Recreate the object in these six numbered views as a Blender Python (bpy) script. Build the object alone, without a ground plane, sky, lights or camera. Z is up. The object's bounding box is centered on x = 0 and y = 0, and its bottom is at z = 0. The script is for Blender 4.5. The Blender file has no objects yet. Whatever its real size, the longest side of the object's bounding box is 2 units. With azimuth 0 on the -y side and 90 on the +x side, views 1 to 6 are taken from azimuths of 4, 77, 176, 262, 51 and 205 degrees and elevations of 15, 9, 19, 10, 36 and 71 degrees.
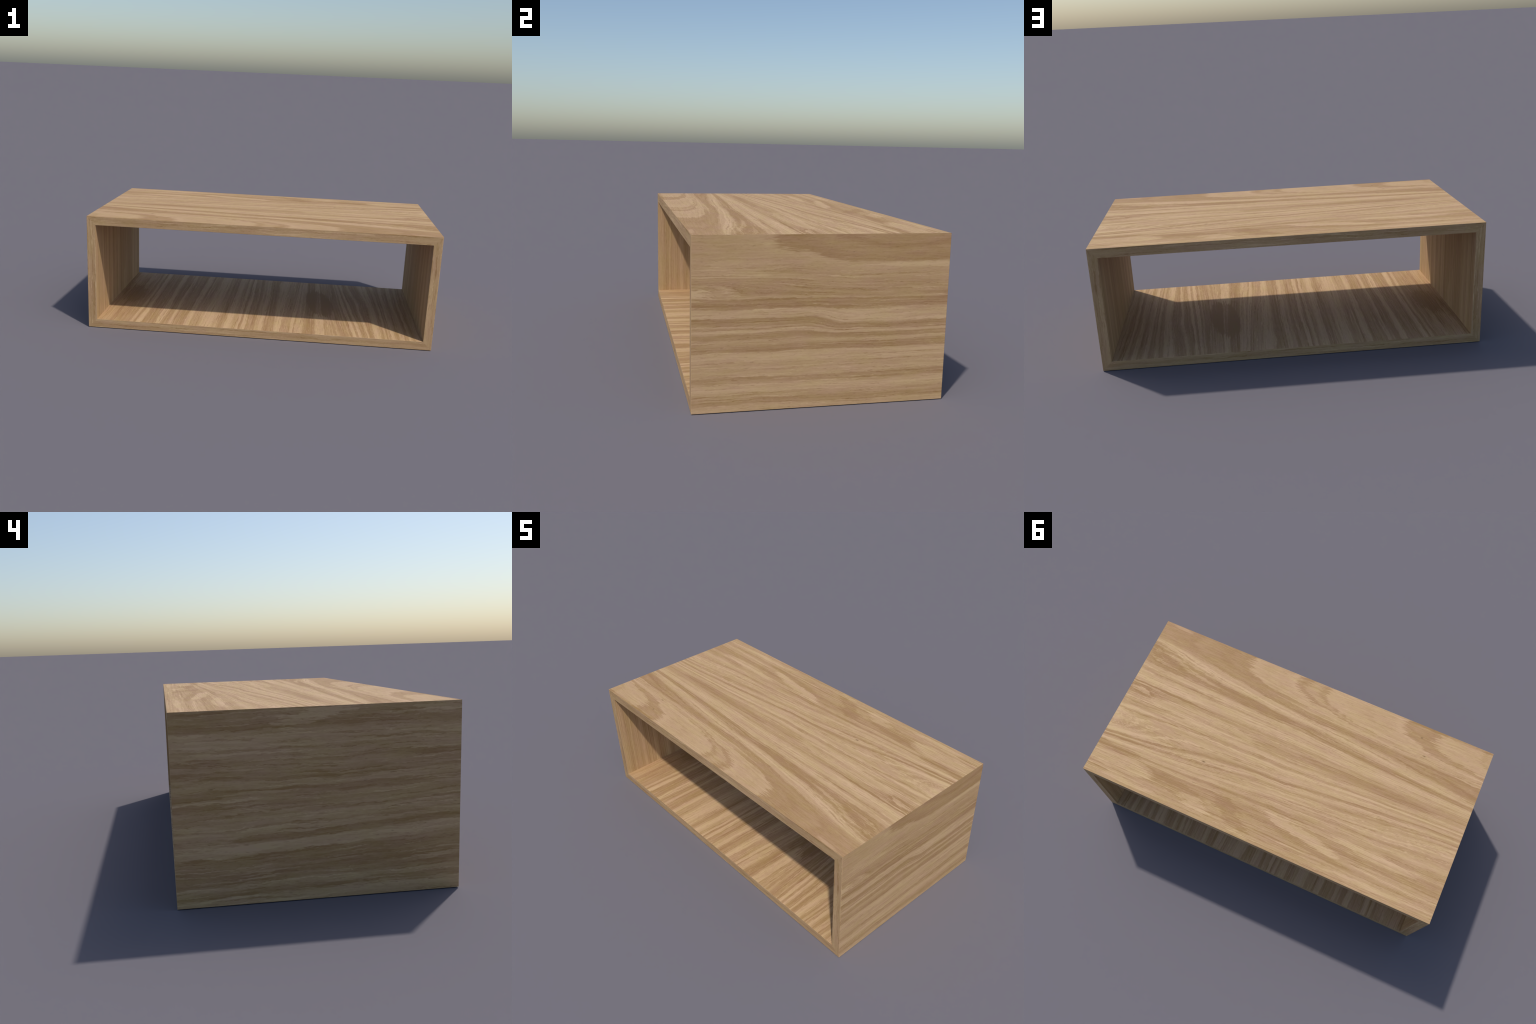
"""Open oak-veneer box shelf: four mitred boards, no front and no back.
Each board is one mesh (mitred prism with lightly eased long edges) whose
outer face, inner face and edge bands carry their own procedural veneer."""
import math
import bpy
import bmesh

# ------------------------------------------------------------------ sizes (m)
WIDTH, DEPTH, HEIGHT = 2.0, 1.0, 0.6667
BOARD = 0.0500            # board thickness
EASE = 0.0012             # eased long edges
HX, HY = WIDTH / 2, DEPTH / 2

# ------------------------------------------------------------- oak colours
LIGHT = (0.580, 0.393, 0.221)     # early wood
TAN = (0.350, 0.205, 0.090)       # late wood
PORE = (0.190, 0.108, 0.048)


# ============================================================ node shorthand
class V:
    """A float or vector socket with arithmetic, so that a grain field can be
    written as a formula."""
    tree = None

    def __init__(self, sock):
        self.s = sock

    @staticmethod
    def math(op, *args, clamp=False):
        n = V.tree.nodes.new("ShaderNodeMath")
        n.operation, n.use_clamp = op, clamp
        for i, a in enumerate(args):
            if isinstance(a, V):
                V.tree.links.new(a.s, n.inputs[i])
            else:
                n.inputs[i].default_value = float(a)
        return V(n.outputs[0])

    def __add__(self, o): return V.math("ADD", self, o)
    __radd__ = __add__
    def __sub__(self, o): return V.math("SUBTRACT", self, o)
    def __rsub__(self, o): return V.math("SUBTRACT", o, self)
    def __mul__(self, o): return V.math("MULTIPLY", self, o)
    __rmul__ = __mul__
    def __truediv__(self, o): return V.math("DIVIDE", self, o)


def combine(x, y, z=0.0):
    n = V.tree.nodes.new("ShaderNodeCombineXYZ")
    for i, a in enumerate((x, y, z)):
        if isinstance(a, V):
            V.tree.links.new(a.s, n.inputs[i])
        else:
            n.inputs[i].default_value = float(a)
    return V(n.outputs[0])


def noise(vec, detail=2.0, rough=0.5, scale=1.0):
    """Noise centred on 0, about -0.5 .. 0.5."""
    n = V.tree.nodes.new("ShaderNodeTexNoise")
    n.inputs["Scale"].default_value = scale
    n.inputs["Detail"].default_value = detail
    n.inputs["Roughness"].default_value = rough
    V.tree.links.new(vec.s, n.inputs["Vector"])
    return V(n.outputs["Fac"]) - 0.5


def smooth(x, a, b):
    n = V.tree.nodes.new("ShaderNodeMapRange")
    n.interpolation_type = "SMOOTHSTEP"
    V.tree.links.new(x.s, n.inputs[0])
    n.inputs[1].default_value, n.inputs[2].default_value = a, b
    return V(n.outputs[0])


def gauss(x, y, rx, ry):
    """Soft elliptic mound."""
    a = x / rx
    b = y / ry
    return V.math("POWER", math.e, (a * a + b * b) * -1.0)


def ramp(x, stops):
    """Piecewise linear profile over any number of (position, tone) stops."""
    stops = sorted(stops)
    pieces = [stops[i:i + 30] for i in range(0, len(stops), 29)]
    pieces = [p for p in pieces if len(p) > 1]
    out = None
    for p in pieces:
        lo, hi = p[0][0], p[-1][0]
        n = V.tree.nodes.new("ShaderNodeValToRGB")
        cr = n.color_ramp
        cr.interpolation = "LINEAR"
        t = (x - lo) / (hi - lo)
        V.tree.links.new(t.s, n.inputs[0])
        for i, (pos, tone) in enumerate(p):
            q = (pos - lo) / (hi - lo)
            e = cr.elements[i] if i < 2 else cr.elements.new(q)
            e.position = q
            e.color = (tone, tone, tone, 1)
        cr.elements[0].position = 0.0
        v = V(n.outputs[0])
        if out is None:
            out = v
        else:
            w = V.math("GREATER_THAN", x, lo)
            out = out + (v - out) * w
    return out


def rings(base, bands, edge=0.004):
    """Growth rings as (from, to, tone) bands over a base tone -> profile stops."""
    stops, last = [], None
    for a, b, tone in bands:
        w = min(edge, (b - a) * 0.45)
        if last is None or a - last > 2 * w:
            if last is not None:
                stops.append((last + w, base))
            stops.append((a - w, base))
        stops += [(a + w, tone), (b - w, tone)]
        last = b
    stops.append((last + edge, base))
    return stops


# ================================================================== veneers
def veneer(name, along, across, profile, seed, lean=(), lean_from=0.0,
           patches=(), specks=(), fine=0.16, warp=1.0, contrast=1.0,
           stretch=1.0, streaks=60.0, steps=(), arches=None, shift=0.0):
    """Sliced oak veneer.
    along / across : object axes (0,1,2) of the grain and of the ring profile
    profile        : tone (0 tan .. 1 pale) over the ring coordinate
    lean           : (position, spread, slope) - where the grain runs askew
    steps          : (from, to, position, spread, rise, rest) - rings that climb
                     or drop between two places along the grain
    arches         : function(u, v, fray) -> (tone, weight), nested cathedral figure
    patches        : (along, across, length, breadth, tilt, amount) flat-sawn
                     flames, pale (+) or tan (-)
    """
    m = bpy.data.materials.new(name)
    m.use_nodes = True
    t = m.node_tree
    V.tree = t
    t.nodes.clear()
    tc = t.nodes.new("ShaderNodeTexCoord")
    sx = t.nodes.new("ShaderNodeSeparateXYZ")
    t.links.new(tc.outputs["Object"], sx.inputs[0])
    u, v = V(sx.outputs[along]), V(sx.outputs[across])

    # fraying of every ring edge along the fibres, and slow drift of the rings
    fray = noise(combine(u * 16.0 * stretch, v * 190.0, seed), 2.0, 0.6)
    sway = noise(combine(u * 1.6 * stretch, v * 5.0, seed + 3.1), 1.0)
    wave = noise(combine(u * 5.5 * stretch, v * 17.0, seed + 7.7), 2.0)
    h = v + sway * (0.030 * warp) + wave * (0.016 * warp) + fray * (0.020 * warp)
    for pos, spread, slope, *side in lean:
        d = (v - pos) / spread
        run = u - lean_from
        if side:
            run = V.math("MAXIMUM" if side[0] > 0 else "MINIMUM", run, 0.0)
        h = h - run * (slope * V.math("POWER", math.e, d * d * -1.0))

    for ua, ub, pos, spread, rise, rest in steps:
        d = (v - pos) / spread
        h = h + (smooth(u, ua, ub) - rest) * (rise * V.math("POWER", math.e, d * d * -1.0))

    tone = ramp(h, profile)
    calm = 1.0            # how strongly thin lines show; less in flat-sawn figure
    if arches:
        drift = noise(combine(u * 4.0, v * 14.0, seed + 71.0), 3.0, 0.6)
        arch_tone, weight = arches(u + fray * 0.15 + drift * 0.14, v + drift * 0.026 + fray * 0.012)
        tone = tone + (arch_tone - tone) * weight
        calm = 1.0 - weight * 0.65

    # flames: mounds with ragged outline
    if patches:
        jag_u = u + noise(combine(u * 9.0, v * 20.0, seed + 11.0), 3.0, 0.6) * 0.10 + fray * 0.22
        jag_v = v + noise(combine(u * 6.0, v * 16.0, seed + 17.0), 3.0, 0.6) * 0.035 + fray * 0.010
        for pu, pv, ru, rv, tilt, amount in patches:
            x = jag_u - pu
            y = jag_v - pv - x * tilt
            g = smooth(gauss(x, y, ru, rv), 0.31, 0.48)
            tone = tone + g * amount

    # thin lines following the rings, fading in and out along the grain
    lines = noise(combine(u * 1.3 * stretch, h * streaks, seed + 23.0), 3.0, 0.65)
    veins = noise(combine(u * 2.2 * stretch, h * streaks * 2.6, seed + 61.0), 1.0, 0.5)
    tone = tone + (smooth(veins, -0.11, -0.17) * (fine * 1.8) - smooth(veins, 0.11, 0.17) * (fine * 2.0)) * calm
    fibre = noise(combine(u * 11.0 * stretch, v * 150.0, seed + 29.0), 2.0, 0.6)
    grain = noise(combine(u * 70.0, v * 160.0, seed + 31.0), 2.0, 0.7)
    cloud = noise(combine(u * 2.5, v * 5.0, seed + 37.0), 2.0)
    tone = tone + lines * calm * (fine * 5.5) + fibre * (fine * 2.6) + grain * (fine * 1.5) + cloud * 0.25 + shift
    if contrast != 1.0:
        tone = (tone - 0.5) * contrast + 0.5
    tone = V.math("MINIMUM", V.math("MAXIMUM", tone, 0.0), 1.05)

    # pores: short dark dashes, denser in the tan late wood
    dash = noise(combine(u * 30.0 * stretch, v * 330.0, seed + 41.0), 1.0, 0.5)
    pores = smooth(dash - tone * 0.035, 0.12, 0.24) * 0.32
    for su, sv, ru, rv in specks:
        pores = pores + gauss(u - su, v - sv, ru, rv) * 0.9
    pores = V.math("MINIMUM", pores, 1.0)

    # hue drifts a little between pinkish and yellowish
    hue = smooth(noise(combine(u * 7.0, v * 24.0, seed + 53.0), 3.0, 0.65), -0.3, 0.3)

    def mix(fac, a, b):
        n = t.nodes.new("ShaderNodeMix")
        n.data_type = "RGBA"
        if isinstance(fac, V):
            t.links.new(fac.s, n.inputs[0])
        else:
            n.inputs[0].default_value = fac
        for s, c in ((n.inputs[6], a), (n.inputs[7], b)):
            if isinstance(c, tuple):
                s.default_value = (*c, 1)
            else:
                t.links.new(c, s)
        return n.outputs[2]

    tan = mix(hue, (TAN[0] * 1.00, TAN[1] * 0.965, TAN[2] * 1.10),
              (TAN[0] * 0.99, TAN[1] * 1.02, TAN[2] * 0.90))
    pale = mix(hue, (LIGHT[0] * 1.01, LIGHT[1] * 0.975, LIGHT[2] * 1.04),
               (LIGHT[0] * 0.99, LIGHT[1] * 1.015, LIGHT[2] * 0.93))
    colour = mix(tone, tan, pale)
    colour = mix(pores, colour, PORE)

    bs = t.nodes.new("ShaderNodeBsdfPrincipled")
    t.links.new(colour, bs.inputs["Base Color"])
    bs.inputs["Roughness"].default_value = 0.68
    bs.inputs["Specular IOR Level"].default_value = 0.14
    bump = t.nodes.new("ShaderNodeBump")
    bump.inputs["Strength"].default_value = 0.12
    bump.inputs["Distance"].default_value = 0.0015
    t.links.new((fibre - pores).s, bump.inputs["Height"])
    t.links.new(bump.outputs[0], bs.inputs["Normal"])
    out = t.nodes.new("ShaderNodeOutputMaterial")
    t.links.new(bs.outputs[0], out.inputs[0])
    return m


# --- tabletop: grain along x, flames towards both long edges
TOP_RINGS = [(-0.50, .42), (-0.44, .50), (-0.40, .62), (-0.33, .70), (-0.31, .62), (-0.303, .22),
             (-0.275, .20), (-0.268, .72), (-0.245, .90), (-0.232, .78), (-0.225, .20), (-0.20, .16),
             (-0.188, .45), (-0.183, .88), (-0.15, .80), (-0.12, .88), (-0.10, .74), (-0.088, .42),
             (-0.065, .50), (-0.05, .40), (-0.01, .40), (0.005, .62), (0.018, .82), (0.032, .74),
             (0.040, .36), (0.050, .45), (0.056, 1.0), (0.067, 1.0), (0.075, .50), (0.088, .80),
             (0.108, .76), (0.116, .30), (0.128, .32), (0.135, .92), (0.148, .88), (0.156, .42),
             (0.168, .40), (0.180, .74), (0.188, .46), (0.198, .86), (0.220, .82), (0.230, .46),
             (0.238, .44), (0.246, .84), (0.260, .70), (0.270, .32), (0.288, .34), (0.296, .66),
             (0.306, .60), (0.316, .32), (0.36, .34), (0.40, .50), (0.44, .52), (0.47, .60), (0.50, .50)]


# cathedral figure along the front edge: nested arches whose tips point to the
# right-hand end; the arch coordinate is the place where an arch meets its axis
ARCH_RINGS = [(-1.2, .56), (-0.98, .60), (-0.955, .40), (-0.94, .74), (-0.70, .76), (-0.67, .16), (-0.60, .28),
              (-0.53, .18), (-0.495, .80), (-0.46, .84), (-0.44, .66), (-0.32, .72), (-0.30, .60), (-0.20, .80),
              (-0.05, .84), (-0.030, .28), (0.0, .34), (0.015, .62), (0.07, .54), (0.085, .20), (0.13, .24),
              (0.142, .82), (0.18, .84), (0.20, .68), (0.30, .80), (0.32, .66), (0.425, .84), (0.45, .22), (0.54, .26),
              (0.56, .14), (0.60, .20), (0.75, .30), (0.80, .14), (0.86, .24), (1.0, .26), (1.3, .20)]


def front_cathedral(u, v):
    d = V.math("ABSOLUTE", (v + 0.455) / 0.10)
    tip = u + d * d * d * 0.22
    edge = v + V.math("MAXIMUM", u - 0.4, 0.0) * 0.09
    return ramp(tip, ARCH_RINGS), smooth(edge, -0.312, -0.345)


top_veneer = veneer(
    "oak_flamed_veneer", 0, 1, TOP_RINGS, 1.3,
    lean=[(-0.37, 0.13, -0.13, 1), (-0.19, 0.08, -0.08, -1), (0.22, 0.10, 0.13, 1), (0.09, 0.12, 0.10, -1)],
    arches=front_cathedral, shift=-0.06,
    patches=[(0.90, -0.488, 0.08, 0.010, 0.0, 0.34), (-0.75, -0.497, 0.30, 0.014, 0.0, -0.34),
             (0.93, -0.046, 0.085, 0.032, 0.0, -0.50), (0.935, -0.045, 0.055, 0.017, 0.0, 0.85),
             (0.52, -0.022, 0.34, 0.040, 0.0, 0.36), (-0.45, -0.05, 0.40, 0.026, 0.0, -0.18),
             (0.86, -0.300, 0.26, 0.006, -0.09, 0.42), (0.80, -0.322, 0.20, 0.004, -0.09, 0.36),
             (0.40, -0.285, 0.30, 0.005, -0.10, 0.30),
             # streaks that run out from the right-hand end
             (0.80, -0.170, 0.34, 0.016, -0.06, -0.30), (0.82, -0.118, 0.30, 0.009, -0.04, 0.30),
             (0.82, -0.090, 0.34, 0.007, -0.03, -0.44), (0.85, 0.020, 0.22, 0.010, 0.03, -0.40),
             (0.82, 0.052, 0.30, 0.009, 0.05, 0.24), (0.80, 0.080, 0.34, 0.008, 0.07, -0.44),
             (0.85, 0.170, 0.28, 0.020, 0.08, -0.26), (0.85, 0.215, 0.26, 0.012, 0.10, 0.34),
             (0.82, 0.250, 0.30, 0.008, 0.12, -0.44), (0.84, 0.275, 0.26, 0.009, 0.10, 0.30),
             # flames of the lower half
             (0.90, 0.318, 0.16, 0.020, 0.0, -0.42), (0.84, 0.385, 0.22, 0.050, 0.0, 0.36),
             (0.50, 0.385, 0.22, 0.040, -0.12, -0.28), (0.36, 0.430, 0.09, 0.036, -0.2, 0.50),
             (0.74, 0.465, 0.16, 0.020, 0.0, 0.26), (0.16, 0.400, 0.12, 0.050, -0.5, -0.34),
             (0.10, 0.470, 0.06, 0.020, -0.2, 0.30), (-0.22, 0.345, 0.24, 0.028, -0.14, 0.56),
             (-0.62, 0.300, 0.24, 0.024, -0.06, 0.38), (-0.30, 0.395, 0.24, 0.020, -0.10, -0.20),
             (-0.70, 0.455, 0.35, 0.012, 0.02, 0.34), (-0.75, 0.385, 0.28, 0.026, 0.02, 0.16)],
    specks=[(0.42, 0.195, 0.009, 0.0045), (-0.61, -0.426, 0.006, 0.004), (-0.66, -0.33, 0.008, 0.003)],
    fine=0.215, warp=0.62, streaks=115.0, contrast=0.88)

# --- right-hand outer side: grain along y, profile over z
SIDE_A = [(0.0, .74), (0.020, .72), (0.026, .36), (0.048, .34), (0.054, .66), (0.066, .52), (0.072, .72),
          (0.080, .84), (0.104, .78), (0.110, .36), (0.130, .32), (0.136, .74), (0.155, .62), (0.165, .70),
          (0.185, .60), (0.19, .80), (0.226, .84), (0.231, .22), (0.250, .20), (0.256, .52), (0.264, .72),
          (0.274, .70), (0.279, .30), (0.298, .22), (0.303, .84), (0.312, .86), (0.317, .34), (0.324, .62),
          (0.330, .28), (0.354, .22), (0.360, .80), (0.388, .84), (0.394, .22), (0.424, .16), (0.430, .66),
          (0.435, .56), (0.440, .26), (0.456, .38), (0.468, .30), (0.474, .54), (0.482, .36), (0.490, .56),
          (0.52, .52), (0.56, .50), (0.575, .56), (0.60, .50), (0.667, .46)]


# broad oval figure under the upper edge: flattened rings round (0.27, 0.67)
OVAL_RINGS = [(0.0, .28), (0.30, .32), (0.38, .10), (0.46, .14), (0.50, .28), (0.62, .32), (0.80, .20),
              (0.90, .12), (0.96, .16), (1.03, .66), (1.12, .74), (1.22, .62), (1.5, .56), (2.2, .48)]


def upper_oval(u, v):
    a = V.math("MAXIMUM", 0.27 - u, 0.0) / 0.46 + V.math("MAXIMUM", u - 0.27, 0.0) / 0.75
    b = (v - 0.668) / 0.108
    q = V.math("POWER", a * a + b * b, 0.5)
    return ramp(q, OVAL_RINGS), smooth(v + u * 0.06, 0.50, 0.56)


side_a = veneer(
    "oak_straight_veneer", 1, 2, SIDE_A, 5.9,
    lean=[(0.47, 0.04, -0.03)],
    steps=[(-0.06, 0.09, 0.33, 0.045, 0.026, 0.0), (-0.45, 0.05, 0.485, 0.030, 0.034, 1.0)],
    arches=upper_oval,
    patches=[(-0.500, 0.448, 0.058, 0.017, 0.1, 0.85), (-0.30, 0.545, 0.16, 0.03, 0.0, 0.14),
             (0.38, 0.548, 0.18, 0.010, 0.0, 0.26)],
    fine=0.18, warp=0.62, contrast=0.95, stretch=1.4, streaks=95.0)

# --- left-hand outer side
SIDE_B = [(0.0, .62), (0.036, .66), (0.046, .28), (0.060, .34), (0.066, .56), (0.076, .56), (0.084, .28),
          (0.13, .30), (0.155, .34), (0.175, .30), (0.195, .64), (0.222, .72), (0.229, .26), (0.247, .18),
          (0.254, .60), (0.270, .66), (0.278, .40), (0.286, .64), (0.312, .58), (0.318, .30), (0.330, .60),
          (0.340, .44), (0.350, .36), (0.372, .60), (0.380, .30), (0.402, .24), (0.408, .58), (0.430, .66),
          (0.438, .30), (0.446, .60), (0.456, .40), (0.470, .34), (0.478, .60), (0.490, .44), (0.500, .28),
          (0.506, .62), (0.53, .58), (0.538, .36), (0.546, .62), (0.58, .64), (0.598, .42), (0.606, .22),
          (0.630, .30), (0.667, .36)]
side_b = veneer(
    "oak_plain_veneer", 1, 2, SIDE_B, 9.4,
    lean=[(0.25, 0.3, -0.045)],
    patches=[(0.02, 0.640, 0.14, 0.020, -0.15, 0.40), (-0.42, 0.650, 0.10, 0.022, 0.0, 0.34),
             (0.44, 0.163, 0.03, 0.007, 0.0, -0.5), (0.30, 0.20, 0.16, 0.02, 0.0, 0.20),
             (0.20, 0.095, 0.05, 0.012, 0.0, 0.26)],
    fine=0.17, warp=1.0, contrast=1.22, stretch=1.4, streaks=55.0)

# --- floor of the compartment: grain along y, rings over x
FLOOR_RINGS = rings(.34, [
    (-1.0, -.93, .46), (-.92, -.88, .56), (-.80, -.765, .42), (-.75, -.733, .82), (-.716, -.688, .95), (-.606, -.578, .92),
    (-.53, -.512, .86), (-.438, -.405, .88), (-.395, -.345, .50), (-.342, -.28, .92), (-.275, -.24, .55),
    (-.203, -.163, .92), (-.158, -.137, .50), (-.133, -.119, .92), (-.102, -.078, .94), (-.07, -.045, .52),
    (-.022, .0, .66), (.004, .026, .86), (.03, .082, .30), (.088, .122, .92), (.126, .172, .52),
    (.178, .20, .86), (.208, .26, .80), (.268, .328, .22), (.334, .386, .90), (.392, .45, .52),
    (.458, .476, .66), (.528, .54, .60), (.553, .573, .92), (.588, .604, .92), (.636, .648, .90),
    (.683, .718, .92), (.736, .75, .82), (.775, .80, .78), (.826, .85, .80), (.872, .89, .74), (.912, .98, .66)], 0.003)
floor_veneer = veneer(
    "oak_floor_veneer", 1, 0, FLOOR_RINGS, 14.2,
    lean=[(0.20, 0.10, 0.055), (0.53, 0.14, -0.09), (-0.3, 0.2, 0.02)], lean_from=-0.5,
    patches=[(0.06, 0.36, 0.26, 0.085, -0.12, -0.62), (-0.22, 0.345, 0.05, 0.06, 0.0, 0.30),
             (0.02, -0.85, 0.17, 0.085, -0.1, -0.30), (0.36, -0.86, 0.18, 0.07, 0.0, 0.26),
             (-0.32, -0.86, 0.10, 0.10, 0.0, -0.05)],
    fine=0.20, warp=0.72, stretch=1.0, streaks=90.0, contrast=1.0, shift=-0.03)

# --- ceiling of the compartment (same cut of veneer, other stretch of the log)
CEIL_RINGS = rings(.42, [
    (-1.0, -.95, .6), (-.90, -.872, .86), (-.82, -.80, .70), (-.76, -.70, .90), (-.655, -.64, .80), (-.60, -.555, .92),
    (-.50, -.47, .60), (-.43, -.41, .90), (-.38, -.31, .80), (-.25, -.235, .90), (-.20, -.15, .66),
    (-.08, -.05, .92), (-.02, .05, .60), (.10, .12, .90), (.16, .22, .86), (.30, .33, .70), (.36, .40, .92),
    (.46, .48, .80), (.53, .58, .90), (.66, .68, .84), (.71, .76, .90), (.82, .86, .60), (.90, .92, .88), (.95, .98, .7)], 0.003)
ceiling_veneer = veneer(
    "oak_ceiling_veneer", 1, 0, CEIL_RINGS, 19.6,
    lean=[(-0.3, 0.15, 0.06), (0.2, 0.2, -0.05)],
    patches=[(0.1, -0.12, 0.25, 0.07, 0.1, -0.4)], fine=0.20, warp=0.72, stretch=1.0, streaks=90.0, contrast=1.0, shift=-0.03)

# --- inner faces of the two sides: fine upright quarter-sawn lines over y
LEFT_RINGS = rings(.52, [
    (-.49, -.475, .66), (-.45, -.436, .30), (-.428, -.414, .34), (-.39, -.383, .40), (-.36, -.345, .80), (-.33, -.323, .34),
    (-.30, -.292, .40), (-.275, -.25, .80), (-.24, -.215, .26), (-.19, -.17, .76), (-.16, -.12, .28), (-.11, -.09, .60),
    (-.08, -.06, .26), (-.05, -.03, .66), (-.02, -.005, .62), (.005, .035, .20), (.04, .16, .34), (.17, .30, .28),
    (.32, .36, .66), (.37, .38, .34), (.39, .43, .70), (.44, .46, .36)], 0.003)
left_inner = veneer(
    "oak_quartered_veneer", 2, 1, LEFT_RINGS, 24.8, fine=0.22, warp=0.4, contrast=0.86, stretch=0.6, streaks=125.0, shift=-0.02,
    patches=[(0.12, 0.12, 0.10, 0.04, 0.0, 0.2)])
RIGHT_RINGS = rings(.42, [
    (-.48, -.46, .36), (-.44, -.40, .66), (-.38, -.355, .28), (-.34, -.31, .66), (-.29, -.26, .30), (-.25, -.22, .62),
    (-.20, -.17, .28), (-.15, -.12, .60), (-.10, .0, .28), (.0, .06, .30), (.08, .11, .34), (.14, .22, .30), (.24, .27, .62),
    (.29, .31, .30), (.32, .34, .66), (.36, .38, .36), (.39, .42, .62), (.44, .46, .34)], 0.003)
right_inner = veneer(
    "oak_riven_veneer", 2, 1, RIGHT_RINGS, 31.5, fine=0.22, warp=0.4, contrast=0.86, stretch=0.6, streaks=125.0, shift=-0.02,
    patches=[(0.57, 0.02, 0.10, 0.030, 0.10, 0.42)])

# --- underside, resting on the ground
base_veneer = veneer("oak_underside_veneer", 0, 1, [(p, t * 0.8 + 0.1) for p, t in TOP_RINGS], 38.2,
                     lean=[(0.1, 0.2, 0.05)], fine=0.17)

# --- edge bands: calm strips, grain along each board
BAND = [(0.0, .52), (0.012, .54), (0.020, .46), (0.034, .44), (0.042, .52), (0.050, .52)]


def band_profile(start, flip=False):
    return sorted((start + (BOARD - p if flip else p), t) for p, t in BAND)


def edge_band(name, along, across, start, seed, flip=False):
    return veneer(name, along, across, band_profile(start, flip), seed, fine=0.24, warp=1.0,
                  contrast=0.95, stretch=1.3, streaks=45.0)


band_top = edge_band("oak_edge_band_long", 0, 2, HEIGHT - BOARD, 43.0)
band_base = edge_band("oak_edge_band_low", 0, 2, 0.0, 47.0, True)
band_left = edge_band("oak_edge_band_upright", 2, 0, -HX, 51.0)
band_right = edge_band("oak_edge_band_stile", 2, 0, HX - BOARD, 57.0, True)


# ================================================================= geometry
def board(name, parent, corners, materials):
    """A mitred board: `corners` are its section in x,z - outer a, outer b,
    inner b, inner a - run through the depth in y.  The four long edges are
    eased a little; the mitre faces stay crisp."""
    bm = bmesh.new()
    rows = [[bm.verts.new((x, y, z)) for x, z in corners] for y in (-HY, HY)]
    f, b = rows
    faces = {"front": [f[0], f[1], f[2], f[3]], "back": [b[3], b[2], b[1], b[0]],
             "outer": [f[1], f[0], b[0], b[1]], "inner": [f[3], f[2], b[2], b[3]],
             "mitre_a": [f[0], f[3], b[3], b[0]], "mitre_b": [f[2], f[1], b[1], b[2]]}
    made = {k: bm.faces.new(vs) for k, vs in faces.items()}
    made["outer"].material_index = 0
    made["inner"].material_index = 1
    for k in ("front", "back", "mitre_a", "mitre_b"):
        made[k].material_index = 2
    bmesh.ops.recalc_face_normals(bm, faces=bm.faces[:])
    long_edges = [e for e in bm.edges
                  if {made["front"], made["back"]} & set(e.link_faces)
                  and {made["outer"], made["inner"]} & set(e.link_faces)]
    bmesh.ops.bevel(bm, geom=long_edges, offset=EASE, segments=2, profile=0.5, affect="EDGES",
                    clamp_overlap=True, material=-1)
    me = bpy.data.meshes.new(name)
    bm.to_mesh(me)
    bm.free()
    for mat in materials:
        me.materials.append(mat)
    ob = bpy.data.objects.new(name, me)
    bpy.context.scene.collection.objects.link(ob)
    ob.parent = parent
    return ob


shelf = bpy.data.objects.new("open_box_shelf", None)
shelf.empty_display_size = 0.2
bpy.context.scene.collection.objects.link(shelf)
shelf["label"] = "low open oak box shelf with mitred corners"
shelf["category"] = "box shelf"

T, S = BOARD, 0.00006     # S: hairline that parts two mitre faces
board("tabletop", shelf, [(-HX + S, HEIGHT), (HX - S, HEIGHT), (HX - T - S, HEIGHT - T), (-HX + T + S, HEIGHT - T)],
      [top_veneer, ceiling_veneer, band_top])
board("floor_panel", shelf, [(HX - S, 0), (-HX + S, 0), (-HX + T + S, T), (HX - T - S, T)],
      [base_veneer, floor_veneer, band_base])
board("side_panel", shelf, [(-HX, S), (-HX, HEIGHT - S), (-HX + T, HEIGHT - T - S), (-HX + T, T + S)],
      [side_b, left_inner, band_left])
board("side_panel", shelf, [(HX, HEIGHT - S), (HX, S), (HX - T, T + S), (HX - T, HEIGHT - T - S)],
      [side_a, right_inner, band_right])
